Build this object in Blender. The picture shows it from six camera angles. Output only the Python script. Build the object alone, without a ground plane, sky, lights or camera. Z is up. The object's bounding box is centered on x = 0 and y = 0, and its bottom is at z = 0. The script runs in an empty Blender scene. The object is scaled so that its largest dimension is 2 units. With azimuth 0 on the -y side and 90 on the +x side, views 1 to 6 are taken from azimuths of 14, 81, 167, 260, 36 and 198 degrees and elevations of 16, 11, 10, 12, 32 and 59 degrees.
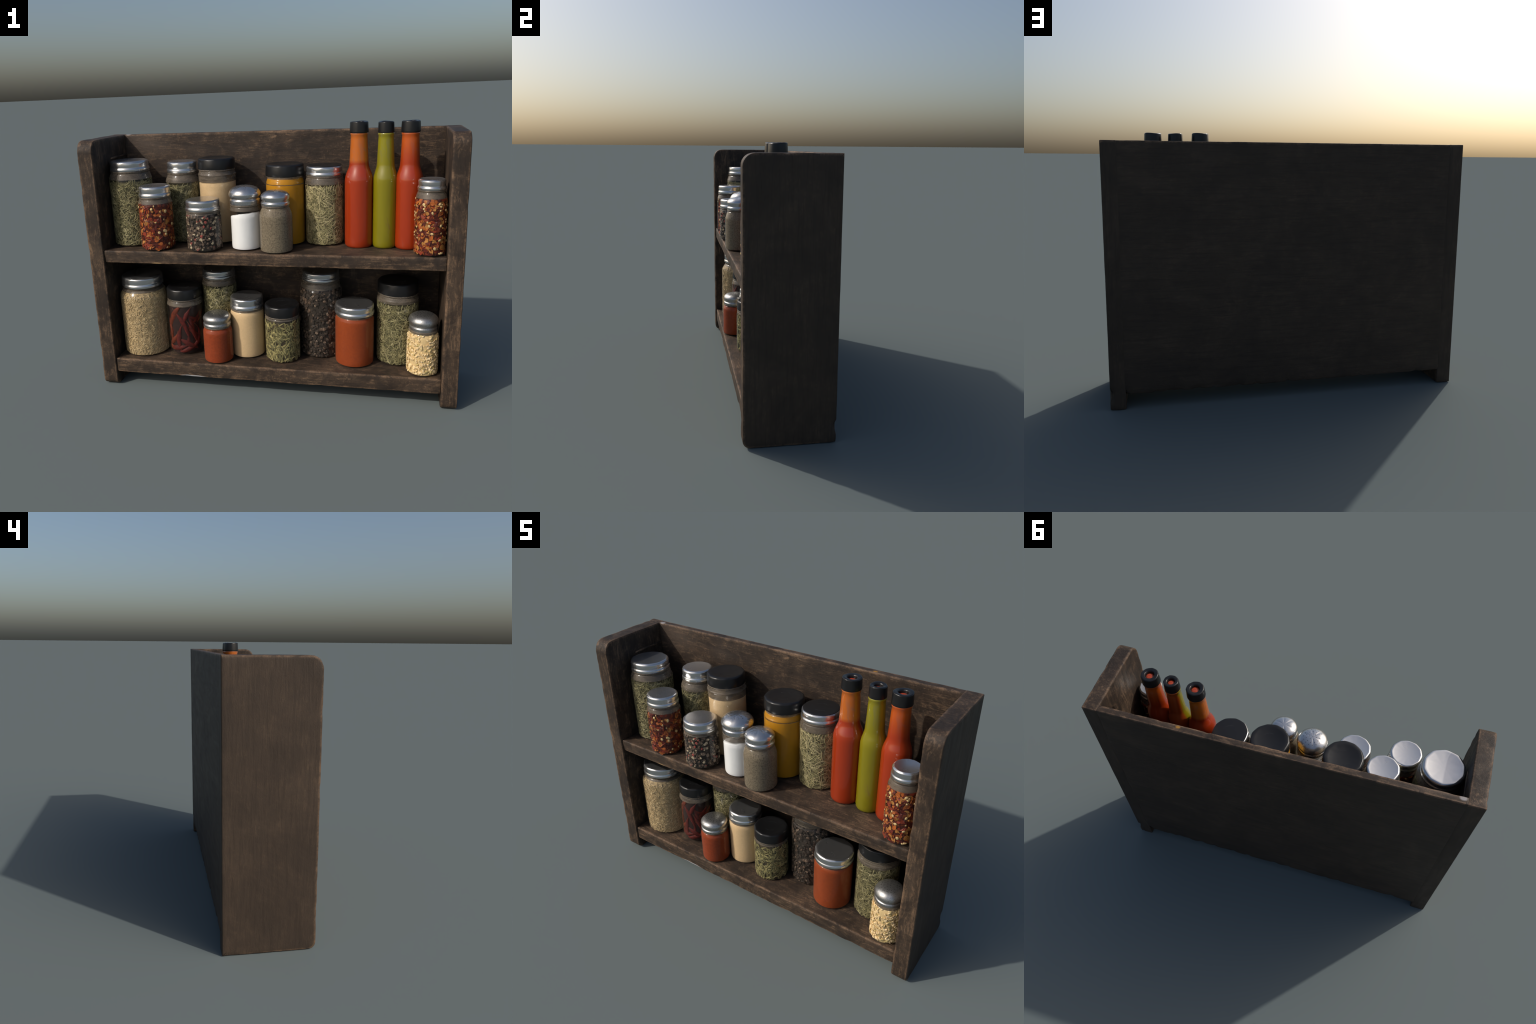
"""Wooden two-shelf spice rack with twenty spice jars and three sauce bottles."""
import bpy, bmesh, math
import numpy as np
from mathutils import Vector, noise

scene = bpy.context.scene
TAU = math.tau

# ------------------------------------------------------------------ helpers
def link(obj, parent=None):
    scene.collection.objects.link(obj)
    if parent is not None:
        obj.parent = parent
    return obj


def empty(name, loc, label, category):
    e = bpy.data.objects.new(name, None)
    e.empty_display_size = 0.05
    e.location = loc
    e["label"], e["category"] = label, category
    return link(e)


def mesh_object(name, verts, faces, mats, parent=None, smooth=40, mat_index=None):
    me = bpy.data.meshes.new(name)
    me.from_pydata([tuple(v) for v in verts], [], [tuple(f) for f in faces])
    for m in mats:
        me.materials.append(m)
    if mat_index is not None:
        me.polygons.foreach_set("material_index", np.asarray(mat_index, np.int32))
    me.validate()
    me.update()
    if smooth:
        me.shade_smooth()
        me.set_sharp_from_angle(angle=math.radians(smooth))
    return link(bpy.data.objects.new(name, me), parent)


def smoothstep(a, b, x):
    t = np.clip((x - a) / (b - a), 0, 1)
    return t * t * (3 - 2 * t)


def polygon_factor(theta, n, phase):
    """radius of a regular n-gon relative to its circumscribed circle"""
    t = np.mod(theta + phase, TAU / n) - math.pi / n
    return math.cos(math.pi / n) / np.cos(t)


def round_path(points, radii, steps=4):
    """round the corners of a profile given as (radius, height) points"""
    out = []
    for i, p in enumerate(points):
        r = radii[i] if i < len(radii) else 0
        if r <= 0 or i in (0, len(points) - 1):
            out.append(p)
            continue
        p = Vector(p)
        a, b = Vector(points[i - 1]) - p, Vector(points[i + 1]) - p
        r = min(r, a.length * 0.49, b.length * 0.49)
        a, b = p + a.normalized() * r, p + b.normalized() * r
        for k in range(steps + 1):
            t = k / steps
            q = a * (1 - t) ** 2 + p * 2 * t * (1 - t) + b * t * t
            out.append((q.x, q.y))
    return out


def lathe(profile, segs=48, shape=None):
    """turn a (radius, height) profile; shape(theta, r, z) may warp it"""
    th = np.arange(segs) * TAU / segs
    verts, rings, faces = [], [], []
    for r, z in profile:
        if r < 1e-5:
            rings.append([len(verts)])
            verts.append((0, 0, z))
            continue
        rr, zz = (np.full(segs, r), np.full(segs, z)) if shape is None else shape(th, r, z)
        rings.append(list(range(len(verts), len(verts) + segs)))
        verts += [(a * math.cos(t), a * math.sin(t), h) for a, h, t in zip(rr, zz, th)]
    for a, b in zip(rings, rings[1:]):
        if len(a) == 1 and len(b) == 1:
            continue
        for i in range(segs):
            j = (i + 1) % segs
            if len(a) == 1:
                faces.append((a[0], b[j], b[i]))
            elif len(b) == 1:
                faces.append((a[i], a[j], b[0]))
            else:
                faces.append((a[i], a[j], b[j], b[i]))
    return verts, faces


# ---------------------------------------------------------------- materials
class Graph:
    def __init__(self, name):
        self.mat = bpy.data.materials.new(name)
        self.mat.use_nodes = True
        self.t = self.mat.node_tree
        self.t.nodes.clear()
        self.out = self.t.nodes.new("ShaderNodeOutputMaterial")

    def node(self, kind, ins=None, **props):
        n = self.t.nodes.new("ShaderNode" + kind)
        for k, v in props.items():
            setattr(n, k, v)
        for k, v in (ins or {}).items():
            s = n.inputs[k]
            if isinstance(v, bpy.types.NodeSocket):
                self.t.links.new(v, s)
            else:
                s.default_value = v
        return n

    def coords(self, scale=(1, 1, 1), loc=(0, 0, 0)):
        c = self.node("TexCoord").outputs["Object"]
        return self.node("Mapping", {"Vector": c, "Scale": scale, "Location": loc}).outputs[0]

    def noise(self, vec, scale, detail=6, rough=0.55, distortion=0.0):
        return self.node("TexNoise", {"Vector": vec, "Scale": scale, "Detail": detail, "Roughness": rough, "Distortion": distortion}).outputs[0]

    def ramp(self, fac, stops, interp="LINEAR"):
        n = self.node("ValToRGB", {"Fac": fac})
        n.color_ramp.interpolation = interp
        e = n.color_ramp.elements
        while len(e) < len(stops):
            e.new(0.5)
        for el, (p, c) in zip(e, stops):
            el.position = p
            el.color = (c, c, c, 1) if isinstance(c, (int, float)) else (*c, 1)
        return n.outputs[0]

    def mix(self, fac, a, b, blend="MIX"):
        n = self.node("Mix", data_type="RGBA", blend_type=blend)
        for idx, v in ((0, fac), (6, a), (7, b)):
            s = n.inputs[idx]
            if isinstance(v, bpy.types.NodeSocket):
                self.t.links.new(v, s)
            else:
                s.default_value = (*v, 1) if isinstance(v, tuple) and len(v) == 3 else v
        return n.outputs[2]

    def math(self, op, a, b=0.0, c=None, clamp=False):
        ins = {0: a, 1: b}
        if c is not None:
            ins[2] = c
        return self.node("Math", ins, operation=op, use_clamp=clamp).outputs[0]

    def bump(self, height, strength, dist=0.01):
        return self.node("Bump", {"Height": height, "Strength": strength, "Distance": dist}).outputs[0]

    def principled(self, **ins):
        names = {"color": "Base Color", "rough": "Roughness", "metal": "Metallic", "spec": "Specular IOR Level",
                 "coat": "Coat Weight", "coat_rough": "Coat Roughness", "normal": "Normal", "sss": "Subsurface Weight"}
        d = {}
        for k, v in ins.items():
            d[names[k]] = (*v, 1) if isinstance(v, tuple) and len(v) == 3 else v
        return self.node("BsdfPrincipled", d).outputs[0]

    def finish(self, shader):
        self.t.links.new(shader, self.out.inputs[0])
        return self.mat


def wood(name, axis, seed, spots=(), wear_x=2.0):
    """dark stained board: grain along axis, blotchy stain, arrises worn to bare wood.
    spots: (centre, half size, colour, strength) of chips, stains and painted-on light patches;
    wear_x: beyond this |x| the board is joined to another and its edge is not worn"""
    g = Graph(name)
    sc = [6.0] * 3
    sc[axis] = 1.5
    fine = [70.0] * 3
    fine[axis] = 9.0
    off = (seed * 3.7, seed * 1.9, seed * 2.3)
    swap = (off[1], off[2], off[0])
    grain = g.noise(g.coords(tuple(sc), off), 2.0, 8, 0.60, 1.4)
    streak = g.noise(g.coords(tuple(fine), off), 1.0, 5, 0.65, 1.2)
    mott = g.noise(g.coords((1, 1, 1), off), 3.6, 7, 0.66, 0.8)
    patch = g.noise(g.coords((1, 1, 1), swap), 11.0, 6, 0.68, 1.0)
    flecks = g.noise(g.coords((1, 1, 1), swap), 62.0, 5, 0.68, 1.6)
    base = g.ramp(grain, [(0.28, (0.028, 0.0195, 0.014)), (0.47, (0.044, 0.030, 0.021)), (0.62, (0.060, 0.0405, 0.0275)), (0.80, (0.086, 0.055, 0.035))])
    col = g.mix(g.ramp(mott, [(0.44, 0.0), (0.64, 0.85)]), base, (0.024, 0.0175, 0.0135))
    col = g.mix(g.ramp(mott, [(0.26, 0.8), (0.46, 0.0)]), col, (0.092, 0.064, 0.044))
    col = g.mix(g.math("MULTIPLY", g.ramp(patch, [(0.54, 0.0), (0.70, 1.0)]), 0.45), col, (0.105, 0.072, 0.048))
    col = g.mix(g.math("MULTIPLY", g.ramp(patch, [(0.30, 1.0), (0.44, 0.0)]), 0.5), col, (0.024, 0.019, 0.016))
    # bare-wood scratches and flecks, gathered where the stain has rubbed thin
    rub = g.ramp(mott, [(0.40, 1.0), (0.60, 0.25)])
    m = g.math("MULTIPLY", g.ramp(streak, [(0.51, 0.0), (0.64, 1.0)]), g.ramp(patch, [(0.42, 0.0), (0.56, 1.0)]))
    m = g.math("ADD", m, g.math("MULTIPLY", g.ramp(flecks, [(0.53, 0.0), (0.66, 0.9)]), g.ramp(patch, [(0.42, 0.0), (0.56, 0.85)])), clamp=True)
    col = g.mix(g.math("MULTIPLY", g.math("MULTIPLY", m, rub), 0.75), col, (0.21, 0.132, 0.078))
    dark = g.math("MULTIPLY", g.ramp(streak, [(0.30, 1.0), (0.44, 0.0)]), g.ramp(patch, [(0.42, 1.0), (0.6, 0.2)]))
    col = g.mix(g.math("MULTIPLY", dark, 0.45), col, (0.018, 0.015, 0.013))
    # the outer faces of the uprights and the back are evenly stained and barely scratched
    pos = g.node("SeparateXYZ", {0: g.node("TexCoord").outputs["Object"]})
    outer = g.math("MAXIMUM", g.math("GREATER_THAN", g.math("ABSOLUTE", pos.outputs[0]), 0.9945), g.math("GREATER_THAN", pos.outputs[1], 0.2295))
    even = g.mix(g.ramp(mott, [(0.30, 0.0), (0.68, 1.0)]), (0.072, 0.049, 0.033), (0.052, 0.036, 0.025))
    col = g.mix(g.math("MULTIPLY", outer, 0.82), col, even)
    grainline = g.noise(g.coords(tuple(3.0 if i == axis else 48.0 for i in range(3)), swap), 1.6, 5, 0.6, 0.5)
    col = g.mix(g.math("MULTIPLY", outer, g.ramp(grainline, [(0.38, 0.28), (0.52, 0.0)])), col, (0.026, 0.0185, 0.0135))
    # worn arrises, only on free edges: the fronts and the top
    geo = g.node("NewGeometry")
    bev = g.node("Bevel", {"Radius": 0.016}, samples=6)
    dot = g.node("VectorMath", {0: bev.outputs[0], 1: geo.outputs["True Normal"]}, operation="DOT_PRODUCT").outputs["Value"]
    xyz = g.node("SeparateXYZ", {0: g.node("TexCoord").outputs["Object"]})
    free = g.math("MAXIMUM", g.math("LESS_THAN", xyz.outputs[1], 0.15), g.math("GREATER_THAN", xyz.outputs[2], 1.412))
    free = g.math("MULTIPLY", free, g.math("LESS_THAN", g.math("ABSOLUTE", xyz.outputs[0]), wear_x))
    edge = g.math("MULTIPLY", g.ramp(dot, [(0.93, 1.0), (0.998, 0.0)]), free)
    edge = g.math("MULTIPLY", edge, g.ramp(patch, [(0.40, 0.04), (0.52, 0.7), (0.60, 1.0)]))
    edge = g.math("MULTIPLY", edge, g.ramp(flecks, [(0.36, 0.3), (0.52, 1.0)]))
    col = g.mix(g.math("MULTIPLY", edge, 0.9), col, (0.27, 0.165, 0.098))
    for centre, half, colour, strength in spots:
        v = g.coords(tuple(1 / h for h in half), tuple(-c / h for c, h in zip(centre, half)))
        d = g.node("VectorMath", {0: v}, operation="LENGTH").outputs["Value"]
        d = g.math("MULTIPLY", g.math("ADD", d, g.math("MULTIPLY", patch, 0.7)), 0.5)
        edge_at = 0.60 if strength > 0.6 else 0.85
        col = g.mix(g.math("MULTIPLY", g.ramp(d, [(0.42 if strength > 0.6 else 0.25, 1.0), (edge_at, 0.0)]), strength), col, colour)
    h = g.math("ADD", g.math("MULTIPLY", grain, 0.5), g.math("ADD", g.math("MULTIPLY", streak, 0.3), g.math("MULTIPLY", flecks, 0.25)))
    rough = g.ramp(grain, [(0.2, 0.70), (0.8, 0.50)])
    return g.finish(g.principled(color=col, rough=rough, spec=0.28, normal=g.bump(h, 0.5, 0.007)))


def powder(name, colour, speck, scale=120, amount=0.5, streak=None):
    g = Graph(name)
    n = g.noise(g.coords(), scale, 3, 0.7)
    big = g.noise(g.coords((1, 1, 0.5)), 9, 4, 0.6, 0.5)
    col = g.mix(g.math("MULTIPLY", g.ramp(n, [(0.42, 0.0), (0.66, 1.0)]), amount), colour, speck)
    col = g.mix(g.ramp(big, [(0.40, 0.0), (0.75, 0.35)]), col, tuple(c * 0.72 for c in colour))
    if streak:
        s = g.noise(g.coords((30, 30, 3)), 1.6, 4, 0.6, 0.8)
        col = g.mix(g.ramp(s, [(0.62, 0.0), (0.74, 0.5)]), col, streak)
    return g.finish(g.principled(color=col, rough=0.9, spec=0.15, normal=g.bump(n, 0.25, 0.003)))


def plain(name, colour, rough=0.7, vary=0.3, scale=40, spec=0.3, coat=0.0):
    g = Graph(name)
    n = g.noise(g.coords(), scale, 4, 0.6)
    col = g.mix(g.ramp(n, [(0.35, 0.0), (0.7, 1.0)]), tuple(c * (1 + vary) for c in colour), tuple(c * (1 - vary) for c in colour))
    return g.finish(g.principled(color=col, rough=rough, spec=spec, coat=coat, coat_rough=0.1))


def metal(name, colour, rough, speckle=0.0, blotch=0.25):
    g = Graph(name)
    n = g.noise(g.coords(), 14, 5, 0.6, 0.4)
    f = g.noise(g.coords(), 170, 3, 0.7)
    col = g.mix(g.ramp(n, [(0.3, 0.0), (0.75, blotch)]), colour, tuple(c * 0.62 for c in colour))
    if speckle:
        col = g.mix(g.ramp(f, [(0.50, 0.0), (0.66, speckle)]), col, (0.10, 0.095, 0.09))
    r = g.math("ADD", g.math("MULTIPLY", n, 0.16), rough - 0.06)
    return g.finish(g.principled(color=col, rough=r, metal=0.93))


def plastic(name, colour, rough):
    g = Graph(name)
    n = g.noise(g.coords(), 60, 4, 0.6)
    col = g.mix(n, colour, tuple(c * 1.5 for c in colour))
    r = g.math("ADD", g.math("MULTIPLY", n, 0.15), rough - 0.06)
    return g.finish(g.principled(color=col, rough=r, spec=0.4))


def glass(name, body, haze):
    """thin jar glass: see-through, mirror gloss by Fresnel, plus a painted haze tinted like the dark wood seen through"""
    g = Graph(name)
    lw = g.node("LayerWeight", {"Blend": 0.35}).outputs["Facing"]
    fac = g.math("ADD", body, g.math("MULTIPLY", g.math("POWER", lw, 3.0), 0.25), clamp=True)
    n = g.noise(g.coords((1, 1, 2.5)), 16, 4, 0.6, 0.5)
    col = g.mix(g.ramp(n, [(0.32, 0.0), (0.7, 1.0)]), tuple(c * 1.45 for c in haze), tuple(c * 0.65 for c in haze))
    p = g.principled(color=col, rough=0.5, spec=0.2)
    fac = g.math("MULTIPLY", fac, g.math("SUBTRACT", 1.0, g.math("MULTIPLY", g.node("NewGeometry").outputs["Backfacing"], 0.95)))
    t = g.node("BsdfTransparent", {"Color": (0.995, 0.995, 0.99, 1)}).outputs[0]
    s = g.node("MixShader", {0: fac, 1: t, 2: p}).outputs[0]
    gl = g.node("BsdfGlossy", {"Color": (1, 1, 1, 1), "Roughness": 0.13}).outputs[0]
    outer = g.math("SUBTRACT", 1.0, g.node("NewGeometry").outputs["Backfacing"])     # gloss on the outer skin only
    fr = g.math("MULTIPLY", g.math("MULTIPLY", g.node("Fresnel", {"IOR": 1.40}).outputs[0], 0.75), outer)
    return g.finish(g.node("MixShader", {0: fr, 1: s, 2: gl}).outputs[0])


def sauce_glass(name, colour, neck, level, soft, back=None, tip=None):
    """bottle glass with sauce behind it: colour below the level, film of neck colour above"""
    g = Graph(name)
    xyz = g.node("SeparateXYZ", {0: g.node("TexCoord").outputs["Object"]})
    z, y = xyz.outputs[2], xyz.outputs[1]
    wob = g.noise(g.coords((1, 1, 0.6)), 22, 4, 0.6, 0.6)
    big = g.noise(g.coords((1, 1, 0.35)), 9, 4, 0.6, 0.5)
    c = g.mix(g.ramp(big, [(0.36, 0.0), (0.74, 0.6)]), colour, tuple(v * 0.72 for v in colour))
    zz = g.math("ADD", z, g.math("MULTIPLY", g.math("SUBTRACT", wob, 0.5), soft * 0.9))
    up = g.node("MapRange", {0: zz, 1: level - soft, 2: level + soft}).outputs[0]
    film = g.mix(g.ramp(g.noise(g.coords((1, 1, 0.4)), 38, 4, 0.65, 0.8), [(0.5, 0.0), (0.72, 0.75)]), neck, tuple(v * 0.5 + 0.06 for v in neck))
    c = g.mix(up, c, film)
    if tip:
        c = g.mix(g.node("MapRange", {0: z, 1: tip[1] - 0.03, 2: tip[1] + 0.03}).outputs[0], c, tip[0])
    if back:
        yy = g.math("ADD", y, g.math("MULTIPLY", g.math("SUBTRACT", wob, 0.5), 0.03))
        c = g.mix(g.node("MapRange", {0: yy, 1: 0.012, 2: 0.026}).outputs[0], c, back)
    s = g.noise(g.coords((26, 26, 3.2)), 1.7, 4, 0.6, 0.9)
    c = g.mix(g.ramp(s, [(0.64, 0.0), (0.74, 0.35)]), c, (0.16, 0.075, 0.035))
    return g.finish(g.principled(color=c, rough=0.45, spec=0.25, coat=1.0, coat_rough=0.085))


SILVER = metal("brushed_steel", (0.64, 0.64, 0.635), 0.23)
SILVER_DOME = metal("pressed_steel", (0.58, 0.58, 0.58), 0.24)
SILVER_GRIT = metal("dusty_steel", (0.46, 0.455, 0.44), 0.36, speckle=0.5)
BLACK = plastic("black_plastic", (0.0085, 0.0085, 0.009), 0.30)
EMBOSS = plain("worn_black_plastic", (0.035, 0.036, 0.038), 0.5, 0.3)
HOLE = plain("dark_hole", (0.02, 0.02, 0.02), 0.8)
CLEAR = glass("clear_glass", 0.03, (0.13, 0.115, 0.09))
HAZY = glass("hazy_glass", 0.72, (0.125, 0.101, 0.075))

# ------------------------------------------------------------------- boards
W, D, H = 1.0, 0.235, 1.427           # half width, half depth, height
T = 0.086                             # side board thickness
INNER = W - T
SHELF_Z = ((0.082, 0.166), (0.754, 0.823))
BACK_Y = 0.196


def finish_board(bm, name, mat, parent, cell, seed, amp):
    lo = [min(v.co[i] for v in bm.verts) for i in range(3)]
    hi = [max(v.co[i] for v in bm.verts) for i in range(3)]
    for ax in range(3):
        size = hi[ax] - lo[ax]
        n = int(size / cell)
        for k in range(1, n):
            no = Vector((0, 0, 0))
            no[ax] = 1
            bmesh.ops.bisect_plane(bm, geom=bm.verts[:] + bm.edges[:] + bm.faces[:], dist=1e-6,
                                   plane_co=no * (lo[ax] + size * k / n), plane_no=no)
    bm.normal_update()
    mid = [(a + b) / 2 for a, b in zip(lo, hi)]
    half = [(b - a) / 2 for a, b in zip(lo, hi)]
    for v in bm.verts:
        p = v.co + Vector((seed * 7.1, seed * 3.3, seed * 5.7))
        near = sorted(half[i] - abs(v.co[i] - mid[i]) for i in range(3))
        arris = max(0.0, 1 - near[1] / 0.03)          # 1 on an edge of the board
        d = noise.noise(p * 9) * amp + noise.noise(p * 28) * amp * 0.45
        ragged = 4.0 if v.co.y > 0.22 and 0.05 < v.co.z < 0.12 else 1.0      # splintered foot of the back
        if v.co.y > 0.2 and v.co.z > 0.12:
            arris = 0.0
        d -= arris * max(0.0, noise.noise(p * 21) - 0.1) * 0.007 * ragged
        v.co += v.normal * d
    me = bpy.data.meshes.new(name)
    bm.to_mesh(me)
    bm.free()
    me.materials.append(mat)
    me.shade_smooth()
    me.set_sharp_from_angle(angle=math.radians(50))
    return link(bpy.data.objects.new(name, me), parent)


def box_board(name, lo, hi, mat, parent, bevel, seed, cell=0.02, amp=0.0011):
    bm = bmesh.new()
    bmesh.ops.create_cube(bm, size=1)
    for v in bm.verts:
        v.co = Vector([lo[i] if v.co[i] < 0 else hi[i] for i in range(3)])
    bmesh.ops.bevel(bm, geom=bm.edges[:], offset=bevel, segments=3, profile=0.5, affect="EDGES")
    return finish_board(bm, name, mat, parent, cell, seed, amp)


def side_board(name, x0, x1, mat, parent, seed, front=-D):
    """upright with rounded front corners, extruded across its thickness"""
    corners = [(front, H, 0.060), (D, H, 0.003), (D, 0, 0.003), (front, 0, 0.036)]
    pts = []
    for i, (y, z, r) in enumerate(corners):
        py, pz, _ = corners[i - 1]
        ny, nz, _ = corners[(i + 1) % 4]
        a, b = Vector((py - y, pz - z)).normalized() * r, Vector((ny - y, nz - z)).normalized() * r
        c = Vector((y, z)) + a + b
        n = 7 if r > 0.01 else 2
        for k in range(n + 1):
            t = k / n * math.pi / 2
            q = c - b * math.cos(t) - a * math.sin(t)
            pts.append((q.x, q.y))
    bm = bmesh.new()
    vs = [bm.verts.new((x0, y, z)) for y, z in pts]
    f = bm.faces.new(vs)
    ex = bmesh.ops.extrude_face_region(bm, geom=[f])
    for v in ex["geom"]:
        if isinstance(v, bmesh.types.BMVert):
            v.co.x = x1
    bmesh.ops.recalc_face_normals(bm, faces=bm.faces[:])
    rim = [e for e in bm.edges if abs(e.verts[0].co.x - e.verts[1].co.x) < 1e-6]
    bmesh.ops.bevel(bm, geom=rim, offset=0.0055, segments=3, profile=0.5, affect="EDGES")
    return finish_board(bm, name, mat, parent, 0.02, seed, 0.0007)


rack = empty("spice_rack", (0, 0, 0), "dark stained worn wooden two-shelf countertop spice rack", "spice rack")
PALE = (0.42, 0.40, 0.40)
side_board("side_panel", -W, -INNER, wood("stained_wood_upright", 2, 1.0), rack, 1, -0.229)
side_board("side_panel", INNER + 0.003, W, wood("stained_wood_upright_b", 2, 4.3, [((0.97, -0.19, 0.93), (0.03, 0.06, 0.05), (0.035, 0.028, 0.023), 0.8)]), rack, 2)
box_board("back_panel", (-INNER - 0.006, BACK_Y, SHELF_Z[0][0] + 0.0015), (INNER + 0.009, D - 0.0006, H - 0.0006),
          wood("stained_wood_back", 0, 2.2, [((0.49, 0.209, 1.427), (0.018, 0.011, 0.016), (0.45, 0.22, 0.03), 0.7),
                                             ((-0.893, 0.205, 1.427), (0.027, 0.020, 0.012), PALE, 0.7),
                                             ((-0.80, 0.196, 1.37), (0.16, 0.02, 0.09), (0.115, 0.086, 0.066), 0.5)], 0.905), rack, 0.004, 3)  # last spot: lit upper-left area, lightened in the wood colour
box_board("shelf", (-INNER + 0.0005, -0.220, SHELF_Z[1][0]), (INNER + 0.0035, BACK_Y + 0.001, SHELF_Z[1][1]),
          wood("stained_wood_shelf", 0, 5.1, [((-0.603, -0.222, 0.757), (0.045, 0.02, 0.008), (0.42, 0.27, 0.13), 0.85)], 0.905), rack, 0.005, 4)
box_board("shelf", (-INNER + 0.0005, -0.219, SHELF_Z[0][0]), (INNER + 0.0035, BACK_Y + 0.001, SHELF_Z[0][1]),
          wood("stained_wood_shelf_b", 0, 7.4, [((-0.445, -0.219, 0.085), (0.10, 0.02, 0.009), (0.50, 0.50, 0.51), 0.8)], 0.905), rack, 0.004, 5)  # grey-white spot is a reflected glint painted on the lower edge
box_board("back_panel", (-INNER + 0.0005, 0.176, SHELF_Z[0][1] - 0.001), (INNER + 0.0035, BACK_Y + 0.002, SHELF_Z[1][0] + 0.001),
          wood("stained_wood_lining", 0, 9.6, (), 0.905), rack, 0.003, 7)
# bright highlight line on the left upright's inner face, modelled as a thin ridge
box_board("highlight_ridge", (-INNER - 0.002, -0.02, 1.306), (-INNER + 0.006, BACK_Y - 0.001, 1.318), wood("highlight_ridge_wood", 1, 8.8), rack, 0.003, 6, 0.02, 0.0008)


# ------------------------------------------------------------ scattered bits
def ico(sub):
    bm = bmesh.new()
    bmesh.ops.create_icosphere(bm, subdivisions=sub, radius=1)
    v = np.array([p.co[:] for p in bm.verts])
    f = np.array([[p.index for p in q.verts] for q in bm.faces])
    bm.free()
    return v, f


def flake_template(seed):
    """small curled chip with a rim and domed faces"""
    r = np.random.default_rng(seed)
    n = 7
    a = np.arange(n) * TAU / n
    rad = 0.75 + 0.5 * r.random(n)
    rim = np.c_[rad * np.cos(a), rad * np.sin(a), r.normal(0, 0.14, n)]
    v = np.vstack([rim, [[0, 0, 0.28]], [[0, 0, -0.22]]])
    f = [(i, (i + 1) % n, n) for i in range(n)] + [((i + 1) % n, i, n + 1) for i in range(n)]
    return v, np.array(f)


def surface_frame(th, normal_z=0.0):
    n = np.c_[np.cos(th), np.sin(th), np.zeros_like(th)]
    t = np.c_[-np.sin(th), np.cos(th), np.zeros_like(th)]
    return t, np.tile([0.0, 0.0, 1.0], (len(th), 1)), n


def scatter(groups, name, mats, parent, smooth=60, limit=None):
    """groups: (template verts, faces, positions, 3 axis arrays, material index)"""
    V, F, M, base = [], [], [], 0
    for tv, tf, pos, ax, mi in groups:
        k, m = len(pos), len(tv)
        p = pos[:, None, :] + sum(tv[None, :, i, None] * ax[i][:, None, :] for i in range(3))
        p = p.reshape(-1, 3)
        if limit is not None:       # pieces press flat against the inside of the glass
            r = np.hypot(p[:, 0], p[:, 1])
            p[:, 2] = np.maximum(p[:, 2], 0.006)
            p[:, :2] *= np.minimum(1, limit(p[:, 2]) / r)[:, None]
        V.append(p)
        f = tf[None] + (base + np.arange(k) * m)[:, None, None]
        F += f.reshape(-1, tf.shape[1]).tolist()
        M.append(np.repeat(mi, len(tf)))
        base += k * m
    o = mesh_object(name, np.vstack(V), F, mats, parent, smooth, np.concatenate(M))
    o["kind"] = "stuff"
    return o


def on_wall(r, rng, k, z0, z1, rad, jitter):
    th = rng.random(k) * TAU
    z = z0 + rng.random(k) * (z1 - z0)
    rr = rad(z) - rng.random(k) ** 1.5 * jitter
    return th, z, rr


def strands(name, rng, k, z0, z1, rad, length, width, mats, weights, parent, bend=0.5, poke=0.02, flat=0.35, leaf=0.0):
    """dried leaf needles lying against the glass, each a tapered bent sliver"""
    th, z, rr = on_wall(0, rng, k, z0, z1, rad, 0.007)
    phi = rng.random(k) * TAU
    L = length * (0.5 + rng.random(k))
    w = width * (0.6 + 0.8 * rng.random(k))
    c = (rng.random(k) - 0.5) * 2 * bend
    S = 5
    t = np.linspace(-0.5, 0.5, S)
    verts = np.zeros((k, S, 3, 3))
    for i, s in enumerate(t):
        ang = phi + c * s * 2
        du, dv = np.cos(ang) * L * s, np.sin(ang) * L * s
        taper = (1 - (abs(s) * 2) ** 2.2) * (1 - leaf) + leaf * np.sin((s + 0.5) * math.pi) + 0.10
        zc = np.clip(z + dv, z0 - 0.004, z1 + poke)
        rc = rad(np.minimum(zc, z1)) - (rr * 0) - (rad(z) - rr)
        tc = th + du / rc
        pu, pv = -np.sin(ang), np.cos(ang)
        for j, (a, h) in enumerate(((-1, -0.3), (1, -0.3), (0, 1))):
            uu = tc + pu * a * w * taper / rc
            zz = zc + pv * a * w * taper
            r2 = rc + h * w * flat
            verts[:, i, j] = np.c_[r2 * np.cos(uu), r2 * np.sin(uu), zz]
    f = []
    for i in range(S - 1):
        for j in range(3):
            a, b = i * 3 + j, i * 3 + (j + 1) % 3
            f += [(a, b, b + 3), (a, b + 3, a + 3)]
    f += [(0, 2, 1), (S * 3 - 3, S * 3 - 2, S * 3 - 1)]
    f = np.array(f)
    mi = rng.choice(len(mats), k, p=np.array(weights) / sum(weights))
    F = (f[None] + (np.arange(k) * S * 3)[:, None, None]).reshape(-1, 3).tolist()
    o = mesh_object(name, verts.reshape(-1, 3), F, mats, parent, 50, np.repeat(mi, len(f)))
    o["kind"] = "stuff"
    return o


def random_axes(rng, th, sx, sy, sz, tilt=0.5):
    """piece axes: u, v in the wall, n outward, spun at random and tilted"""
    t, up, n = surface_frame(th)
    k = len(th)
    a = rng.random(k)[:, None] * TAU
    u = t * np.cos(a) + up * np.sin(a)
    v = -t * np.sin(a) + up * np.cos(a)
    b = rng.normal(0, tilt, k)[:, None]
    v, n = v * np.cos(b) + n * np.sin(b), n * np.cos(b) - v * np.sin(b)
    return u * sx[:, None], v * sy[:, None], n * sz[:, None]


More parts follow.
